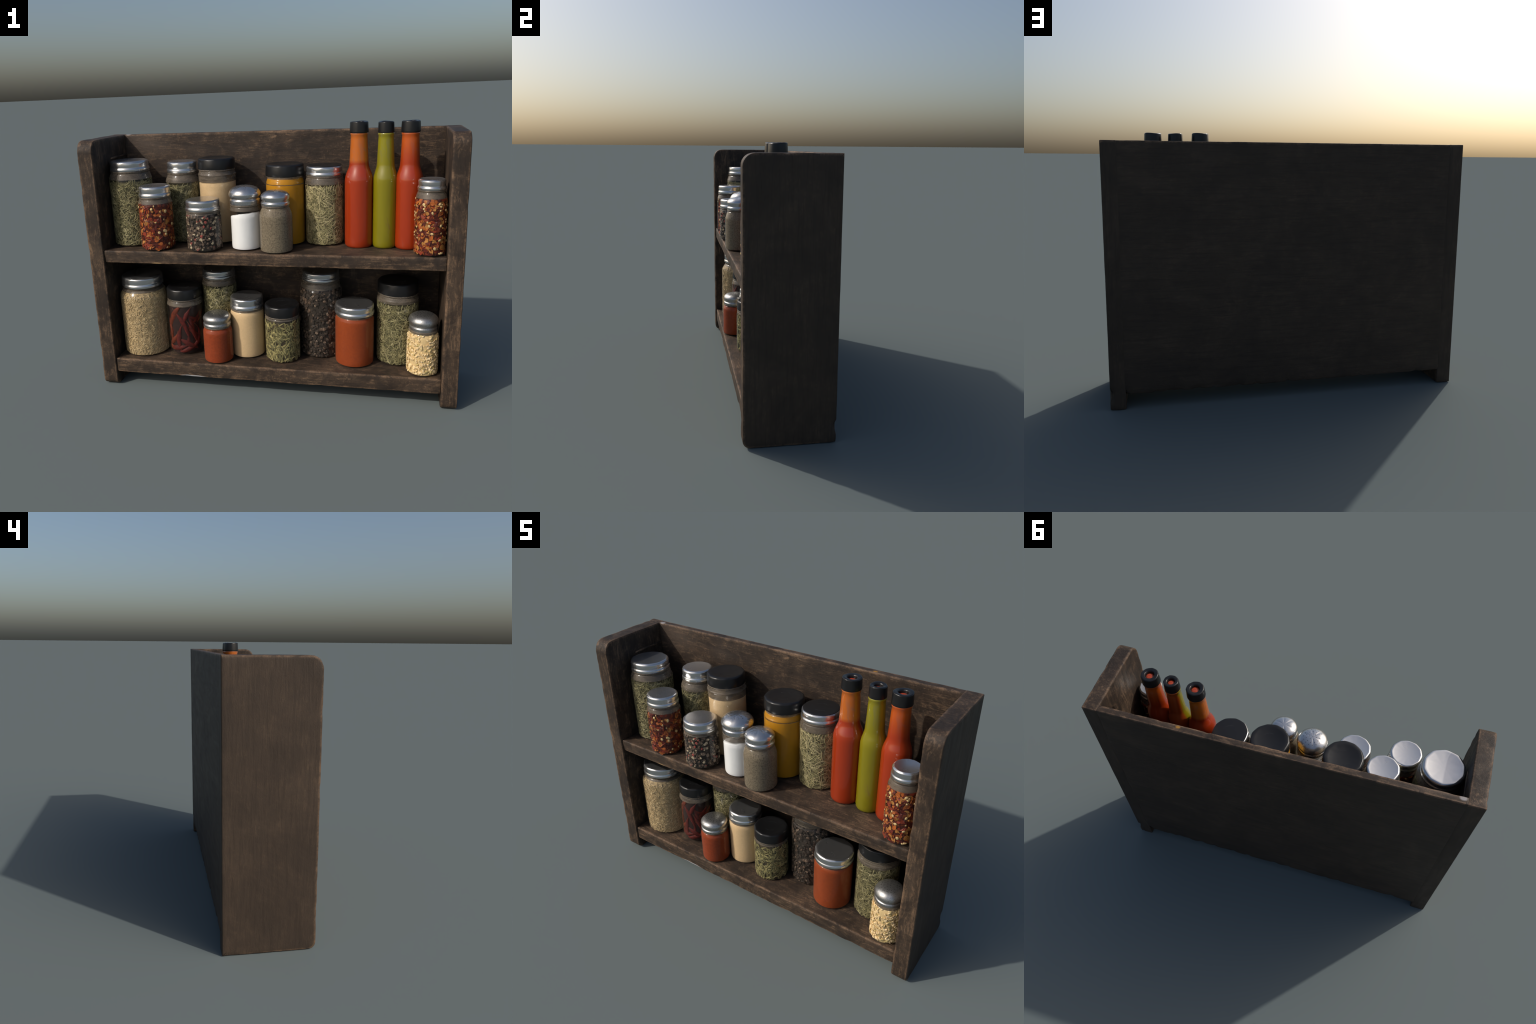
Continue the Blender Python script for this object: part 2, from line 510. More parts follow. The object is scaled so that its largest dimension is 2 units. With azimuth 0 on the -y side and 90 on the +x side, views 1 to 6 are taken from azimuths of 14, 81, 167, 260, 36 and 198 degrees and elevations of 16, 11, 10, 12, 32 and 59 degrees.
def pieces(name, rng, k, z0, z1, rad, templates, size, squash, mats, weights, parent, jitter=0.006, tilt=0.5, smooth=60):
    mi = rng.choice(len(mats), k, p=np.array(weights) / sum(weights))
    which = rng.integers(0, len(templates), k)
    groups = []
    for i, (tv, tf) in enumerate(templates):
        sel = which == i
        n = int(sel.sum())
        th, z, rr = on_wall(0, rng, n, z0, z1, rad, jitter)
        s = size * (0.65 + 0.7 * rng.random(n))
        ax = random_axes(rng, th, s, s * (0.6 + 0.4 * rng.random(n)), s * squash, tilt)
        pos = np.c_[rr * np.cos(th), rr * np.sin(th), z]
        groups.append((tv, tf, pos, ax, mi[sel]))
    return scatter(groups, name, mats, parent, smooth, lambda z: rad(z) + 0.0015)


ICO1, ICO2 = ico(1), ico(2)
FLAKES = [flake_template(i) for i in range(5)]


def lumpy(sub, seed, amp):
    v, f = ico(sub)
    d = np.array([1 + amp * noise.noise(Vector(p) * 1.6 + Vector((seed, seed * 2.1, 0))) for p in v])
    return v * d[:, None], f


CORNS = [lumpy(2, s, 0.35) for s in range(4)]
GRAINS = [lumpy(1, s + 9, 0.6) for s in range(4)]

# -------------------------------------------------------- contents materials
C = dict(
    herb_dark=plain("herb_shadow_green", (0.085, 0.074, 0.036), 0.9),  # this and the other *_shadow tones: cores coloured dark to shade gaps between pieces
    herb_a=plain("dried_herb_olive", (0.215, 0.192, 0.088), 0.8),
    herb_b=plain("dried_herb_sage", (0.275, 0.243, 0.12), 0.8),
    herb_c=plain("dried_herb_straw", (0.36, 0.315, 0.17), 0.8),
    herb_d=plain("dried_herb_deep", (0.125, 0.113, 0.05), 0.8),
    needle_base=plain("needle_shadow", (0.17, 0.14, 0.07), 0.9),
    needle_a=plain("needle_pale", (0.4, 0.34, 0.18), 0.8),
    needle_b=plain("needle_green", (0.28, 0.245, 0.118), 0.8),
    leaf_a=plain("leaf_yellow_green", (0.33, 0.285, 0.12), 0.8),
    leaf_b=plain("leaf_green", (0.19, 0.166, 0.066), 0.8),
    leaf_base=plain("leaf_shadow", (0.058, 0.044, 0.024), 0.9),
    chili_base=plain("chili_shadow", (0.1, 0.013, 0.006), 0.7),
    chili_a=plain("chili_red", (0.22, 0.027, 0.008), 0.5),
    chili_b=plain("chili_orange", (0.38, 0.095, 0.016), 0.5),
    chili_c=plain("chili_maroon", (0.095, 0.013, 0.008), 0.5),
    chili_d=plain("chili_amber", (0.44, 0.19, 0.045), 0.5),
    seed=plain("chili_seed", (0.6, 0.42, 0.19), 0.6),
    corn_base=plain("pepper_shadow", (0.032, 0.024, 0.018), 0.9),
    corn_a=plain("pepper_black", (0.034, 0.0235, 0.017), 0.6),
    corn_b=plain("pepper_brown", (0.098, 0.064, 0.043), 0.6),
    corn_c=plain("pepper_white", (0.46, 0.37, 0.24), 0.6),
    corn_d=plain("pepper_pink", (0.26, 0.058, 0.045), 0.6),
    corn_e=plain("pepper_grey", (0.18, 0.128, 0.09), 0.6),
    fibre_base=powder("meal_base", (0.50, 0.37, 0.20), (0.39, 0.285, 0.145), 75, 0.7),
    fibre_a=plain("meal_pale", (0.58, 0.44, 0.245), 0.85),
    fibre_b=plain("meal_tan", (0.51, 0.375, 0.2), 0.85),
    fibre_c=plain("meal_olive", (0.44, 0.32, 0.16), 0.85),
    garlic_base=powder("garlic_base", (0.78, 0.57, 0.29), (0.62, 0.46, 0.20), 40, 0.6),
    garlic_a=plain("garlic_cream", (0.84, 0.64, 0.36), 0.8),
    garlic_b=plain("garlic_gold", (0.78, 0.57, 0.29), 0.8),
    garlic_c=plain("garlic_green", (0.6, 0.46, 0.19), 0.8),
    cream=powder("cream_powder", (0.63, 0.45, 0.25), (0.50, 0.345, 0.185), 150, 0.45),
    onion=powder("onion_powder", (0.76, 0.54, 0.30), (0.60, 0.42, 0.23), 150, 0.4, (0.45, 0.36, 0.24)),
    salt=powder("salt", (0.95, 0.95, 0.945), (0.90, 0.90, 0.895), 160, 0.3),
    pepper=powder("ground_pepper", (0.235, 0.190, 0.130), (0.075, 0.06, 0.042), 170, 0.8),
    mustard=powder("mustard", (0.50, 0.225, 0.007), (0.41, 0.18, 0.007), 90, 0.4),
    paprika=powder("paprika", (0.30, 0.050, 0.012), (0.19, 0.032, 0.009), 130, 0.6, (0.24, 0.075, 0.03)),
    paprika_b=powder("paprika_orange", (0.30, 0.054, 0.010), (0.22, 0.036, 0.009), 130, 0.5, (0.26, 0.09, 0.035)),
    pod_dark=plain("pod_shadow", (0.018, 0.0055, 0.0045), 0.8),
    pod_a=plain("dried_pod_red", (0.088, 0.0095, 0.007), 0.6, 0.4, 50, 0.2),
    pod_b=plain("dried_pod_rust", (0.125, 0.022, 0.009), 0.6, 0.4, 50, 0.2),
    stem=plain("dried_stem", (0.075, 0.022, 0.01), 0.6),
)

# --------------------------------------------------------------------- lids
def lid_parts(jar, kind, r, zb, zt, seed):
    h = zt - zb
    rng = np.random.default_rng(seed + 900)
    ph, n = rng.random() * TAU, int(rng.integers(10, 14))

    def facets(amount):
        def shape(th, rr, z):
            top = smoothstep(zt - 0.014, zt - 0.001, z) * amount
            f = 1 - top * (1 - polygon_factor(th, n, ph)) * 0.9
            f = f * (1 + 0.004 * np.sin(2 * th + ph) + 0.003 * np.sin(5 * th + 2 * ph))
            return rr * f, np.full_like(th, z)
        return shape

    if kind in ("steel", "steel_black"):
        p = [(0, zb + 0.002), (r - 0.008, zb + 0.002), (r - 0.001, zb), (r, zb + 0.22 * h), (r - 0.0055, zb + 0.36 * h),
             (r - 0.004, zb + 0.50 * h), (r - 0.003, zt - 0.006), (r - 0.010, zt), (r * 0.80, zt - 0.0005), (r * 0.74, zt - 0.0015), (0, zt - 0.0015)]
        p = round_path(p, [0, 0, 0.003, 0.006, 0.006, 0.006, 0.006, 0.005, 0, 0, 0])
        v, f = lathe(p, 60, facets(0.8))
        lid = mesh_object("lid", v, f, [SILVER], jar, 55)
        if kind == "steel_black":
            q = round_path([(r - 0.009, zt - 0.002), (r - 0.009, zt + 0.0015), (r * 0.8, zt + 0.002), (0, zt + 0.002)], [0, 0.002, 0, 0])
            v, f = lathe(q, 60, facets(0.5))
            mesh_object("lid_insert", v, f, [BLACK], lid, 55)
            marks(lid, r, zt + 0.002, seed)
    elif kind == "black":
        p = [(0, zb + 0.002), (r - 0.008, zb + 0.002), (r - 0.001, zb), (r, zb + 0.15 * h), (r - 0.001, zt - 0.005), (r - 0.007, zt),
             (r * 0.74, zt - 0.0004), (r * 0.71, zt - 0.0014), (0, zt - 0.0014)]
        p = round_path(p, [0, 0, 0.002, 0.004, 0.004, 0.004, 0, 0, 0])
        v, f = lathe(p, 60, facets(1.0))
        lid = mesh_object("lid", v, f, [BLACK], jar, 55)
        marks(lid, r, zt - 0.0014, seed)
    else:   # pressed domes: band, groove, rounded cap
        band, wide = (0.30, 1.0) if kind == "dome_tall" else (0.26, 1.0)
        flat = {"dome_tall": 0.74, "dome": 0.72, "dome_holes": 0.62, "dome_wide": 0.70}[kind]
        zg = zb + band * h
        rb = r * (0.93 if kind in ("dome_tall", "dome_wide") else 0.985)
        p = [(0, zb + 0.002), (rb - 0.008, zb + 0.002), (rb, zb), (rb + 0.001, zg - 0.006), (rb - 0.006, zg), (r - 0.002, zg + 0.012), (r, zg + 0.022)]
        z2 = zg + 0.022
        for k in range(1, 13):
            a = k / 12 * math.pi / 2
            p.append((max(r * math.cos(a) ** flat, 0 if k == 12 else 1e-3), z2 + (zt - z2) * math.sin(a) ** 1.05))
        p[-1] = (0, zt)
        p = round_path(p, [0, 0, 0.003, 0.003, 0.005, 0.005])
        dents, amp = int(rng.integers(5, 8)), (0.0012 if kind in ("dome_tall", "dome") else 0.0006)

        def shape(th, rr, z):
            t = smoothstep(z2, zt, z)
            q = rr / r
            star = np.maximum(0, np.cos(dents * th + ph + 0.6 * np.sin(th + ph))) ** 3
            return rr * (1 - 0.012 * t * star * (1 - t) * 4), z - amp * star * smoothstep(0.08, 0.35, q) * (1 - smoothstep(0.62, 0.95, q)) * t

        v, f = lathe(p, 60, shape)
        lid = mesh_object("lid", v, f, [SILVER_GRIT if kind in ("dome_holes", "dome_wide") else SILVER_DOME], jar, 50)
        if kind != "dome":
            # punched shaker holes, as small sunk dark pits
            groups_v, groups_f = ICO1
            pos = []
            for ring, cnt in ((0.0, 1), (0.22, 6), (0.42, 11), (0.58, 15)):
                for i in range(cnt):
                    a = TAU * i / cnt + ring * 9 + ph
                    q = ring
                    zz = z2 + (zt - z2) * math.sin(math.acos(min(1, max(q, 0.0) ** (1 / flat)))) ** 1.05
                    pos.append((q * r * math.cos(a), q * r * math.sin(a), zz - 0.0006))
            pos = np.array(pos)
            k = len(pos)
            one = np.ones((k, 1))
            ax = (one * [0.0024, 0, 0], one * [0, 0.0024, 0], one * [0, 0, 0.0014])
            scatter([(groups_v, groups_f, pos, ax, np.zeros(k, int))], "shaker_hole", [HOLE], lid)
    return lid


def marks(lid, r, z, seed):
    """two worn arcs of tiny unreadable embossing in the middle of a black lid, and a faint ring"""
    rng = np.random.default_rng(seed + 77)
    cube_v = np.array([(x, y, zz) for x in (-1, 1) for y in (-1, 1) for zz in (-1, 1)], float)
    cube_f = np.array([(0, 1, 3, 2), (4, 6, 7, 5), (0, 4, 5, 1), (2, 3, 7, 6), (0, 2, 6, 4), (1, 5, 7, 3)])
    pos, ux, uy = [], [], []
    for mid in (math.radians(115), math.radians(295)):
        a = mid - 0.62
        while a < mid + 0.62:
            rr = r * 0.40 + rng.normal(0, 0.0006)
            radial, tang = np.array([math.cos(a), math.sin(a), 0]), np.array([-math.sin(a), math.cos(a), 0])
            s = rng.normal(0, 0.5)
            d = radial * math.cos(s) + tang * math.sin(s)
            e = -radial * math.sin(s) + tang * math.cos(s)
            pos.append(np.array([0, 0, z]) + radial * rr)
            ux.append(d * (0.0016 + 0.0014 * rng.random()))
            uy.append(e * 0.0005)
            a += 0.085 + 0.05 * rng.random()
    k = len(pos)
    scatter([(cube_v, cube_f, np.array(pos), (np.array(ux), np.array(uy), np.tile([0, 0, 0.0006], (k, 1))), np.zeros(k, int))],
            "embossed_mark", [EMBOSS], lid, 0)


# --------------------------------------------------------------------- jars
def jar_radius(rb, rn, zn, sh, ring):
    """outer body radius as a function of height"""
    def f(z):
        z = np.asarray(z, float)
        foot = np.clip(z / 0.018, 0, 1)
        r = rb - 0.012 * (1 - np.sqrt(np.maximum(0, 1 - (1 - foot) ** 2)))
        t = np.clip((z - (zn - sh)) / sh, 0, 1)
        s = 1 - np.sqrt(np.maximum(0, 1 - t ** 2)) * 0.55 - 0.45 * (1 - smoothstep(0, 1, t))
        return r - (rb - rn) * np.clip(s, 0, 1)
    return f


def jar_glass(jar, rad, rb, rn, zb, sh, clear_top, rings):
    zn = zb - 0.012
    hs = np.unique(np.concatenate([[0.0, 0.0015, 0.004, 0.008, 0.013, 0.018], np.linspace(0.03, zn - sh, 14), np.linspace(zn - sh, zn, 24), [max(0.02, clear_top)]]))
    hs = hs[hs <= zn + 1e-6]
    prof = [(0, 0.001), (float(rad(0.0)) * 0.96, 0.0)]
    for z in hs:
        r = float(rad(z))
        for zr, amp in rings:
            r += amp * math.exp(-((z - zr) / 0.005) ** 2)
        prof.append((r, float(z)))
    lip = rn + 0.0035
    prof += [(rn, zn + 0.002), (lip, zn + 0.005), (lip, zn + 0.009), (rn - 0.001, zb + 0.002), (rn - 0.002, zb + 0.012), (rn - 0.006, zb + 0.012)]
    for z in hs[::-1]:
        if z > 0.01:
            prof.append((float(rad(z)) - 0.0032, float(z)))
    prof += [(float(rad(0.01)) * 0.8, 0.0075), (0, 0.007)]
    v, f = lathe(prof, 56)
    vz = np.array(v)[:, 2]
    mi = [1 if vz[list(q)].mean() > clear_top else 0 for q in f]
    if clear_top > 1:      # brown shadow lines where the thread rings of a full jar stand proud
        mi = [1 if any(abs(vz[list(q)].mean() - zr + 0.006) < 0.0022 for zr, _ in rings) or vz[list(q)].mean() > zb - 0.013 else 0 for q in f]
    return mesh_object("glass", v, f, [CLEAR, HAZY], jar, 50, mi)


def core(jar, rad, fill, inset, mat, rng, tilt=(0, 0), rough=0.002, shift=(0, 0)):
    """the packed filling itself, with an uneven top"""
    hs = np.concatenate([[0.009, 0.013, 0.02], np.linspace(0.03, fill - 0.004, 14)])
    prof = [(0, 0.0085)] + [(float(rad(z)) - inset, float(z)) for z in hs]
    rt = float(rad(fill)) - inset
    prof += [(rt - 0.003, fill)] + [(rt * q, fill) for q in (0.85, 0.65, 0.45, 0.2)] + [(0, fill)]
    v, f = lathe(prof, 56)
    out = []
    o = float(rng.random() * 50)
    for x, y, z in v:
        if z > fill - 0.006:
            z += tilt[0] * x + tilt[1] * y + rough * 2.2 * noise.noise(Vector((x * 35 + o, y * 35, 0))) + rough * noise.noise(Vector((x * 110 + o, y * 110, 3)))
        out.append((x + shift[0], y + shift[1], z))
    return mesh_object("contents", out, f, [mat], jar, 60)


def chilies(jar, filling, rad, fill, rng):
    """whole dried pods standing and lying against the glass"""
    specs = [(-1.95, 0.26, 0.62, 0.21, 0.0165), (-1.45, 0.21, -0.52, 0.20, 0.0135), (-1.15, 0.255, 0.5, 0.11, 0.011), (-2.45, 0.17, -0.35, 0.19, 0.014),
             (-1.75, 0.12, 0.15, 0.20, 0.014), (-0.85, 0.15, -0.4, 0.17, 0.012), (-2.15, 0.09, 0.75, 0.14, 0.0145), (-1.25, 0.075, -1.0, 0.15, 0.015),
             (-1.75, 0.045, 1.35, 0.16, 0.014), (-2.75, 0.10, 0.5, 0.18, 0.013), (-0.4, 0.10, 0.3, 0.2, 0.013), (0.3, 0.14, -0.4, 0.2, 0.014),
             (1.2, 0.16, 0.5, 0.22, 0.014), (2.2, 0.15, -0.3, 0.22, 0.014), (-0.95, 0.045, 1.2, 0.16, 0.013), (-2.6, 0.04, -1.2, 0.15, 0.013)]
    for i in range(26):     # the tangle behind and between the big ones
        specs.append((rng.random() * TAU, 0.05 + rng.random() * 0.2, rng.normal(0, 0.8), 0.12 + 0.1 * rng.random(), 0.009 + 0.006 * rng.random()))
    S, K = 12, 8
    for i, (th, z, lean, length, w) in enumerate(specs):
        verts, faces = [], []
        bend, wig = rng.normal(0, 0.5), rng.random() * 9
        for a in range(S + 1):
            t = a / S
            s = t - 0.5
            ang = math.pi / 2 - lean + bend * s
            zc = min(max(z + math.sin(ang) * length * s, 0.022), fill + 0.03)
            rc = float(rad(min(zc, fill))) - (0.004 if i < 16 else 0.010) - w * 0.6
            tc = th + math.cos(ang) * length * s / rc
            width = w * (math.sin(min(1, t * 1.15 + 0.05) * math.pi) ** 0.75 if t < 0.82 else max(0.13, math.sin(min(1, t * 1.15 + 0.05) * math.pi) ** 0.75)) + 0.001
            pu, pv = -math.sin(ang), math.cos(ang)
            for b in range(K):
                q = TAU * b / K
                crease = 1 + 0.28 * noise.noise(Vector((math.cos(q) * 1.3 + wig, math.sin(q) * 1.3, t * 5)))
                u, n = math.cos(q) * width * crease, math.sin(q) * width * 0.55 * crease
                r2, t2 = rc + n, tc + pu * u / rc
                verts.append((r2 * math.cos(t2), r2 * math.sin(t2), zc + pv * u))
        for a in range(S):
            for b in range(K):
                c = (b + 1) % K
                faces.append((a * K + b, a * K + c, (a + 1) * K + c, (a + 1) * K + b))
        faces += [tuple(range(K))[::-1], tuple(range(S * K, S * K + K))]
        mi = [2 if j // K >= S - 2 else 0 for j in range(S * K)] + [0, 2]
        mesh_object("chili_pepper", verts, faces, [C["pod_a"] if i % 3 else C["pod_b"], C["pod_b"], C["stem"]], filling, 70, mi)


def make_jar(label, x, y, z0, rb, rl, zb, zt, lid, shoulder, empty_part, filling, seed, rings=(), shift=(0, 0), spin=0.0, neck=None, flare=0.0):
    jar = empty("spice_jar", (x, y, z0), label, "spice jar")
    rng = np.random.default_rng(seed)
    zb, zt = zb - z0, zt - z0
    rn = neck or rl - 0.0045
    rad = jar_radius(rb, rn, zb - 0.012, shoulder, rings)
    fill = zb - empty_part * zb
    full = empty_part <= 0.05
    kind = filling
    poke = 0.022 if kind in ("herb", "needles", "thyme", "leaves", "sage") else 0.008
    clear_top = fill + 0.026 if kind == "salt" else 9 if full else fill + (poke * 0.6 if poke > 0.01 else 0.004)
    jar_glass(jar, rad, rb, rn, zb, shoulder, clear_top, [(zb - d, a) for d, a in rings])
    lid_parts(jar, lid, rl, zb, zt, seed)
    fill = min(fill, zb - 0.004)
    R = lambda z: rad(np.clip(z, 0.012, None)) - 0.0035 - math.hypot(*shift)
    z1, zlo = fill, 0.014
    area = TAU * rb * fill

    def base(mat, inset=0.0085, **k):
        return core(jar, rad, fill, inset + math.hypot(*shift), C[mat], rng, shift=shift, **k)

    def put(o):
        o.location = (shift[0], shift[1], 0)

    if kind in ("herb", "thyme", "sage"):
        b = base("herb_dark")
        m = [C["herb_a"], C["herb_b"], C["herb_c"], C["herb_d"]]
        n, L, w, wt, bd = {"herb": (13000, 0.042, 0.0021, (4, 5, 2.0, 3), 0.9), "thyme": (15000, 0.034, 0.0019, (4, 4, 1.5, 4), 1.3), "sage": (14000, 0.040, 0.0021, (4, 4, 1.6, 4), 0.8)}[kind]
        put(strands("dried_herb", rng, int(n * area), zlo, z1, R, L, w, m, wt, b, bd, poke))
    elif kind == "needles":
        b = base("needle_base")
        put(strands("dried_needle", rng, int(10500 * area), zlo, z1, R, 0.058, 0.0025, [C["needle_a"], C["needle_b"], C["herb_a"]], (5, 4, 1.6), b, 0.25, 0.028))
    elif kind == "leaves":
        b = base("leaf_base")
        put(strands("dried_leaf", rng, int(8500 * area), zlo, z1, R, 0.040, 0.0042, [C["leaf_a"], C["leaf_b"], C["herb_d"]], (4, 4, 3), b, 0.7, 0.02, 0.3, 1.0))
    elif kind == "meal":
        b = base("fibre_base", inset=0.008)
        put(strands("meal_fibre", rng, int(17000 * area), zlo, z1, R, 0.021, 0.0017, [C["fibre_a"], C["fibre_b"], C["fibre_c"]], (4, 3, 3), b, 0.4, 0.002))
    elif kind in ("flakes", "flakes_gold"):
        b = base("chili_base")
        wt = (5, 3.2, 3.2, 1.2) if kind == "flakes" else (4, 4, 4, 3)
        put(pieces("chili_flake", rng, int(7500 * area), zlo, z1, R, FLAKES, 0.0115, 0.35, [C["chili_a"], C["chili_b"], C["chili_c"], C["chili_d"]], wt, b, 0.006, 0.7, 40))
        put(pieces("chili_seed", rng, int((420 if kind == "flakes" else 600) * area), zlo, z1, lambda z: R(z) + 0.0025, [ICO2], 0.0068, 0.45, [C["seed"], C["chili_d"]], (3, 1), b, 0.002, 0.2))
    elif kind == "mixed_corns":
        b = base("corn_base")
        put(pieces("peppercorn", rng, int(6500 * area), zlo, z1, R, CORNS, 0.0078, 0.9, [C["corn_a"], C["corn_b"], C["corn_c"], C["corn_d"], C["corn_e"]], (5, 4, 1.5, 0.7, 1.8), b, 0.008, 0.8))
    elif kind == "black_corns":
        b = base("corn_base")
        put(pieces("peppercorn", rng, int(5800 * area), zlo, z1, R, CORNS + FLAKES[:2], 0.0088, 0.8, [C["corn_a"], C["corn_b"], C["corn_e"]], (9, 2.4, 0.5), b, 0.009, 0.8))
    elif kind == "granules":
        b = base("garlic_base", inset=0.009)
        put(pieces("garlic_granule", rng, int(6500 * area), zlo, z1, R, GRAINS, 0.0085, 0.36, [C["garlic_a"], C["garlic_b"], C["garlic_c"]], (5, 4, 1.2), b, 0.006, 0.8))
    elif kind == "pods":
        b = base("pod_dark", inset=0.013)
        chilies(jar, b, rad, fill, rng)
    else:
        base(kind, inset=0.0036, tilt=(0.15, -0.16) if kind == "salt" else (0.02, 0), rough=0.0018)
    return jar


UP, LOW = SHELF_Z[1][1], SHELF_Z[0][1]
e = 0.001   # jars stand this much into the worn top of the board
JARS = [
    # label, x, y, z0, body r, lid r, lid bottom, top, lid kind, shoulder, empty, filling
    ("large glass jar of dried green herb, steel lid", -0.801, -0.013, UP, 0.122, 0.110, 1.247, 1.297, "steel", 0.050, 0.137, "herb", 11, {}),
    ("small glass jar of red chili flakes, steel lid", -0.615, -0.131, UP, 0.095, 0.088, 1.119, 1.171, "steel", 0.036, 0.130, "flakes", 12, {"shift": (-0.002, -0.001)}),
    ("glass jar of dried green thyme, steel lid", -0.517, 0.070, UP, 0.099, 0.087, 1.222, 1.278, "steel", 0.042, 0.165, "thyme", 13, {}),
    ("tall glass jar of cream powder, black lid", -0.314, 0.073, UP, 0.105, 0.104, 1.239, 1.294, "black", 0.030, 0.175, "cream", 14, {"rings": ((0.030, 0.003),)}),
    ("squat glass jar of mixed peppercorns, steel lid", -0.343, -0.135, UP, 0.096, 0.094, 1.045, 1.097, "steel", 0.026, 0.10, "mixed_corns", 15, {}),
    ("glass shaker of white salt, domed steel lid", -0.118, -0.091, UP, 0.082, 0.085, 1.070, 1.163, "dome_tall", 0.020, 0.235, "salt", 16, {"neck": 0.078}),
    ("glass shaker of ground pepper, domed steel lid", 0.057, -0.142, UP, 0.088, 0.075, 1.073, 1.144, "dome", 0.050, 0.03, "pepper", 17, {}),
    ("glass jar of yellow mustard, black lid", 0.077, 0.054, UP, 0.107, 0.104, 1.199, 1.257, "black", 0.034, 0.0, "mustard", 18, {"rings": ((0.036, 0.003),), "neck": 0.097}),
    ("glass jar of rosemary needles, black topped steel lid", 0.291, 0.060, UP, 0.105, 0.100, 1.200, 1.245, "steel_black", 0.036, 0.155, "needles", 19, {}),
    ("glass jar of golden chili flakes, steel lid", 0.837, -0.145, UP, 0.078, 0.068, 1.152, 1.198, "steel", 0.050, 0.135, "flakes_gold", 20, {}),
    ("big glass jar of beige ground meal, steel lid", -0.777, -0.040, LOW, 0.139, 0.122, 0.581, 0.637, "steel", 0.050, 0.07, "meal", 21, {"neck": 0.108}),
    ("glass jar of whole dried red chilies, black lid", -0.531, -0.020, LOW, 0.106, 0.101, 0.506, 0.564, "black", 0.030, 0.12, "pods", 22, {}),
    ("glass jar of dried green herb, steel lid", -0.340, 0.072, LOW, 0.102, 0.098, 0.608, 0.652, "steel", 0.036, 0.12, "sage", 23, {}),
    ("small shaker of red paprika, perforated steel lid", -0.305, -0.132, LOW, 0.085, 0.078, 0.381, 0.449, "dome_holes", 0.026, 0.06, "paprika", 24, {}),
    ("glass jar of cream onion powder, steel lid", -0.154, -0.017, LOW, 0.099, 0.097, 0.457, 0.518, "steel", 0.024, 0.03, "onion", 25, {}),
    ("short glass jar of dried leaves, black lid", 0.058, -0.056, LOW, 0.099, 0.097, 0.438, 0.494, "black", 0.024, 0.12, "leaves", 26, {}),
    ("tall glass jar of dark peppercorns, steel lid", 0.264, 0.060, LOW, 0.120, 0.106, 0.615, 0.662, "steel", 0.070, 0.10, "black_corns", 27, {"rings": ((0.055, 0.004),)}),
    ("wide glass jar of orange paprika, steel lid", 0.461, -0.046, LOW, 0.107, 0.107, 0.459, 0.509, "steel", 0.022, 0.03, "paprika_b", 28, {"neck": 0.099}),
    ("tall glass jar of dried sage leaf, black lid", 0.690, 0.016, LOW, 0.113, 0.108, 0.567, 0.629, "black", 0.045, 0.14, "sage", 29, {"rings": ((0.030, 0.002),)}),
    ("glass shaker of garlic granules, domed steel lid", 0.822, -0.131, LOW, 0.083, 0.076, 0.415, 0.496, "dome_wide", 0.028, 0.07, "granules", 30, {}),
]
for label, x, y, z0, rb, rl, zb, zt, lid, sh, emp, fill, seed, extra in JARS:
    make_jar(label, x, y - (0.002 if y < -0.1 else 0.007), z0, rb + 0.001, rl + 0.001, zb, zt + 0.004, lid, sh, emp, fill, seed, **extra)


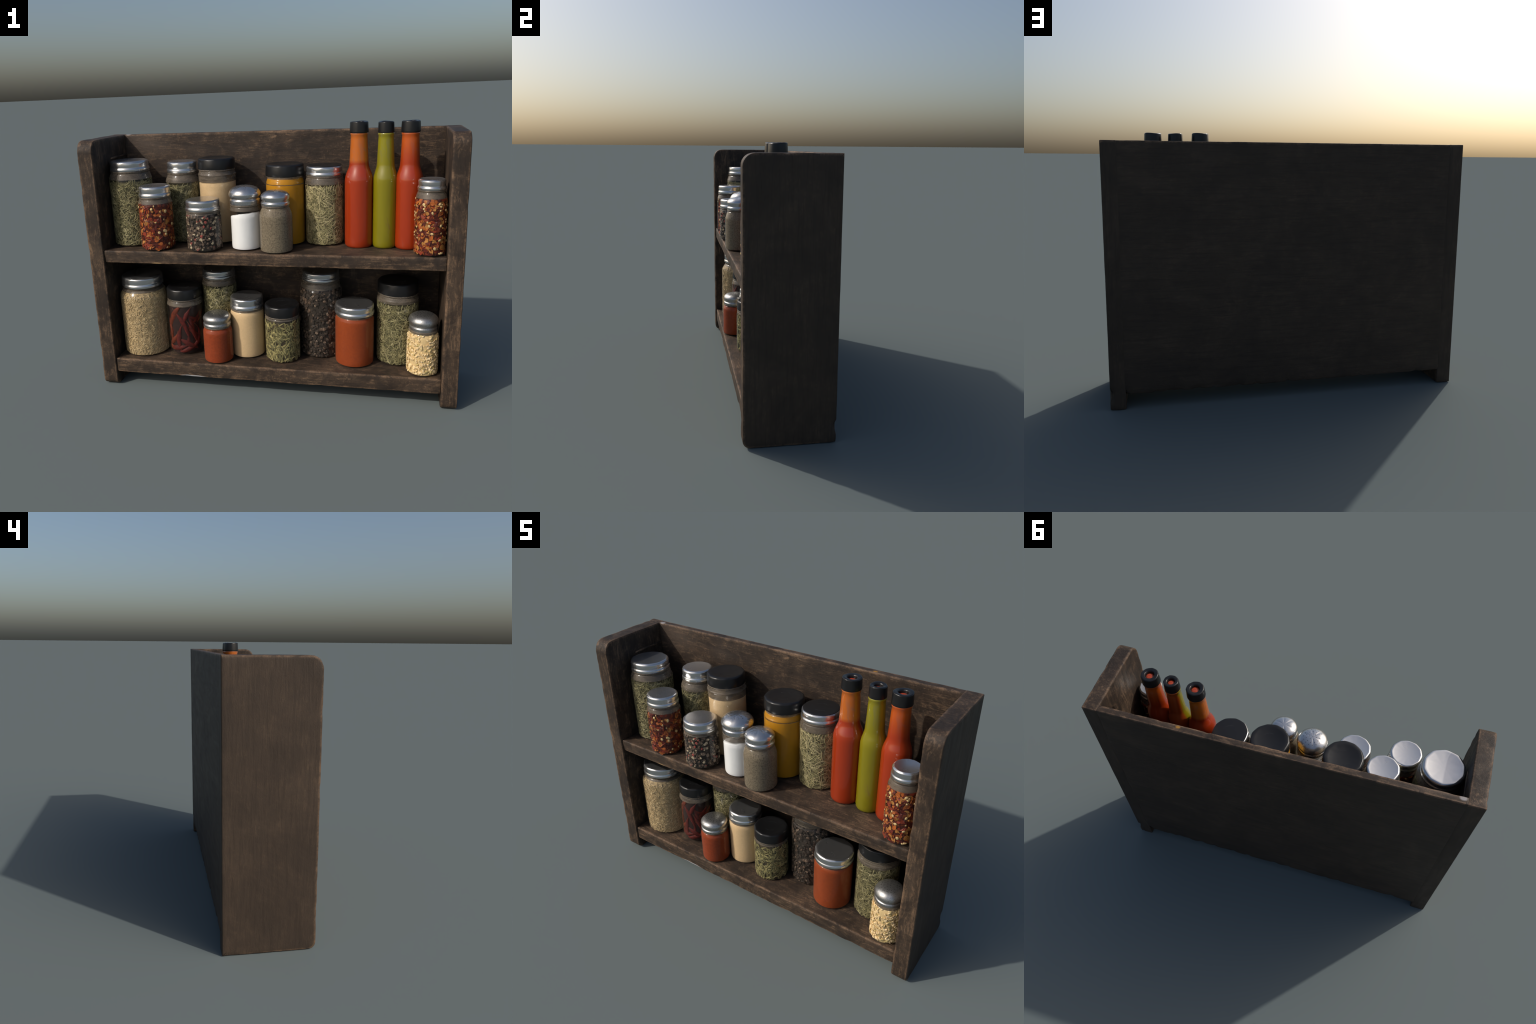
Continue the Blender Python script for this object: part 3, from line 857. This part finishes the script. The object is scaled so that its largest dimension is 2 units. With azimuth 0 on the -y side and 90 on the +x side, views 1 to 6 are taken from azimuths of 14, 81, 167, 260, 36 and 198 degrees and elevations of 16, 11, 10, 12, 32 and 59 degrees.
# ------------------------------------------------------------------ bottles
def make_bottle(label, x, y, rb, r_low, r_top, r_cap, top, z_sh, z_neck, mat, seed):
    b = empty("sauce_bottle", (x, y, UP), label, "sauce bottle")
    cap_h = 0.057
    zt = top - UP
    zc = zt - cap_h
    zs, zn = z_sh - UP, z_neck - UP
    prof = [(0, 0.003), (rb * 0.7, 0.002), (rb - 0.011, 0.0), (rb - 0.004, 0.004), (rb - 0.0005, 0.014)]
    prof += [(rb, z) for z in np.linspace(0.03, zs, 12)]
    for k in range(1, 15):
        t = k / 14
        s = (t * t * (3 - 2 * t)) ** 1.6
        prof.append((rb + (r_low - rb) * s, zs + (zn - zs) * t))
    for k in range(1, 9):
        t = k / 8
        prof.append((r_low + (r_top - r_low) * t ** 0.85, zn + (zc - 0.012 - zn) * t))
    prof += [(r_top + 0.0025, zc - 0.008), (r_top + 0.0025, zc - 0.002), (r_top, zc + 0.004), (r_top - 0.01, zc + 0.006), (0, zc + 0.006)]
    v, f = lathe(prof, 48)
    mesh_object("bottle", v, f, [mat], b, 60)
    rng = np.random.default_rng(seed)
    ph, n = rng.random() * TAU, 9

    def shape(th, r, z):
        a = 0.55 * smoothstep(zc, zt, z)
        return r * (1 - a * (1 - polygon_factor(th, n, ph))), np.full_like(th, z) + 0.0015 * np.sin(th * 2 + ph) * smoothstep(zt - 0.01, zt, z)

    hole = r_cap * 0.47
    p = [(r_top - 0.004, zc + 0.001), (r_cap - 0.002, zc), (r_cap, zc + 0.005), (r_cap * 0.96, zt - 0.003), (r_cap * 0.96 - 0.004, zt), (hole + 0.004, zt - 0.001), (hole, zt - 0.006), (hole * 0.9, zt - 0.030), (0, zt - 0.031)]
    p = round_path(p, [0, 0.002, 0.003, 0.003, 0.003, 0.004, 0.004, 0.002, 0])
    v, f = lathe(p, 48, shape)
    cap = mesh_object("cap", v, f, [BLACK], b, 55)
    v, f = lathe([(hole * 0.86, zt - 0.029), (hole * 0.84, zt - 0.016), (hole * 0.5, zt - 0.013), (0, zt - 0.014)], 24)
    mesh_object("sauce", v, f, [SAUCE], cap, 60)
    return b


SAUCE = plain("red_sauce", (0.40, 0.055, 0.02), 0.35, 0.3, 60, 0.5)
RED, ORANGE = (0.34, 0.031, 0.0028), (0.48, 0.118, 0.010)
GREEN = (0.215, 0.188, 0.0035)
make_bottle("slim bottle of red hot sauce, black cap", 0.478, -0.006, 0.0740, 0.050, 0.0425, 0.0485, 1.475, 1.160, 1.262,
            sauce_glass("red_sauce_glass", RED, ORANGE, 0.452, 0.010), 51)
make_bottle("slim bottle of green hot sauce, black cap", 0.613, -0.017, 0.0620, 0.0450, 0.0385, 0.0415, 1.472, 1.160, 1.262,
            sauce_glass("green_sauce_glass", GREEN, (0.235, 0.210, 0.006), 0.47, 0.05, back=(0.36, 0.06, 0.009)), 52)
make_bottle("slim bottle of red hot sauce, black cap", 0.733, -0.026, 0.0690, 0.049, 0.0425, 0.0485, 1.473, 1.160, 1.262,
            sauce_glass("red_sauce_glass_b", RED, (0.46, 0.078, 0.006), 0.50, 0.05), 53)
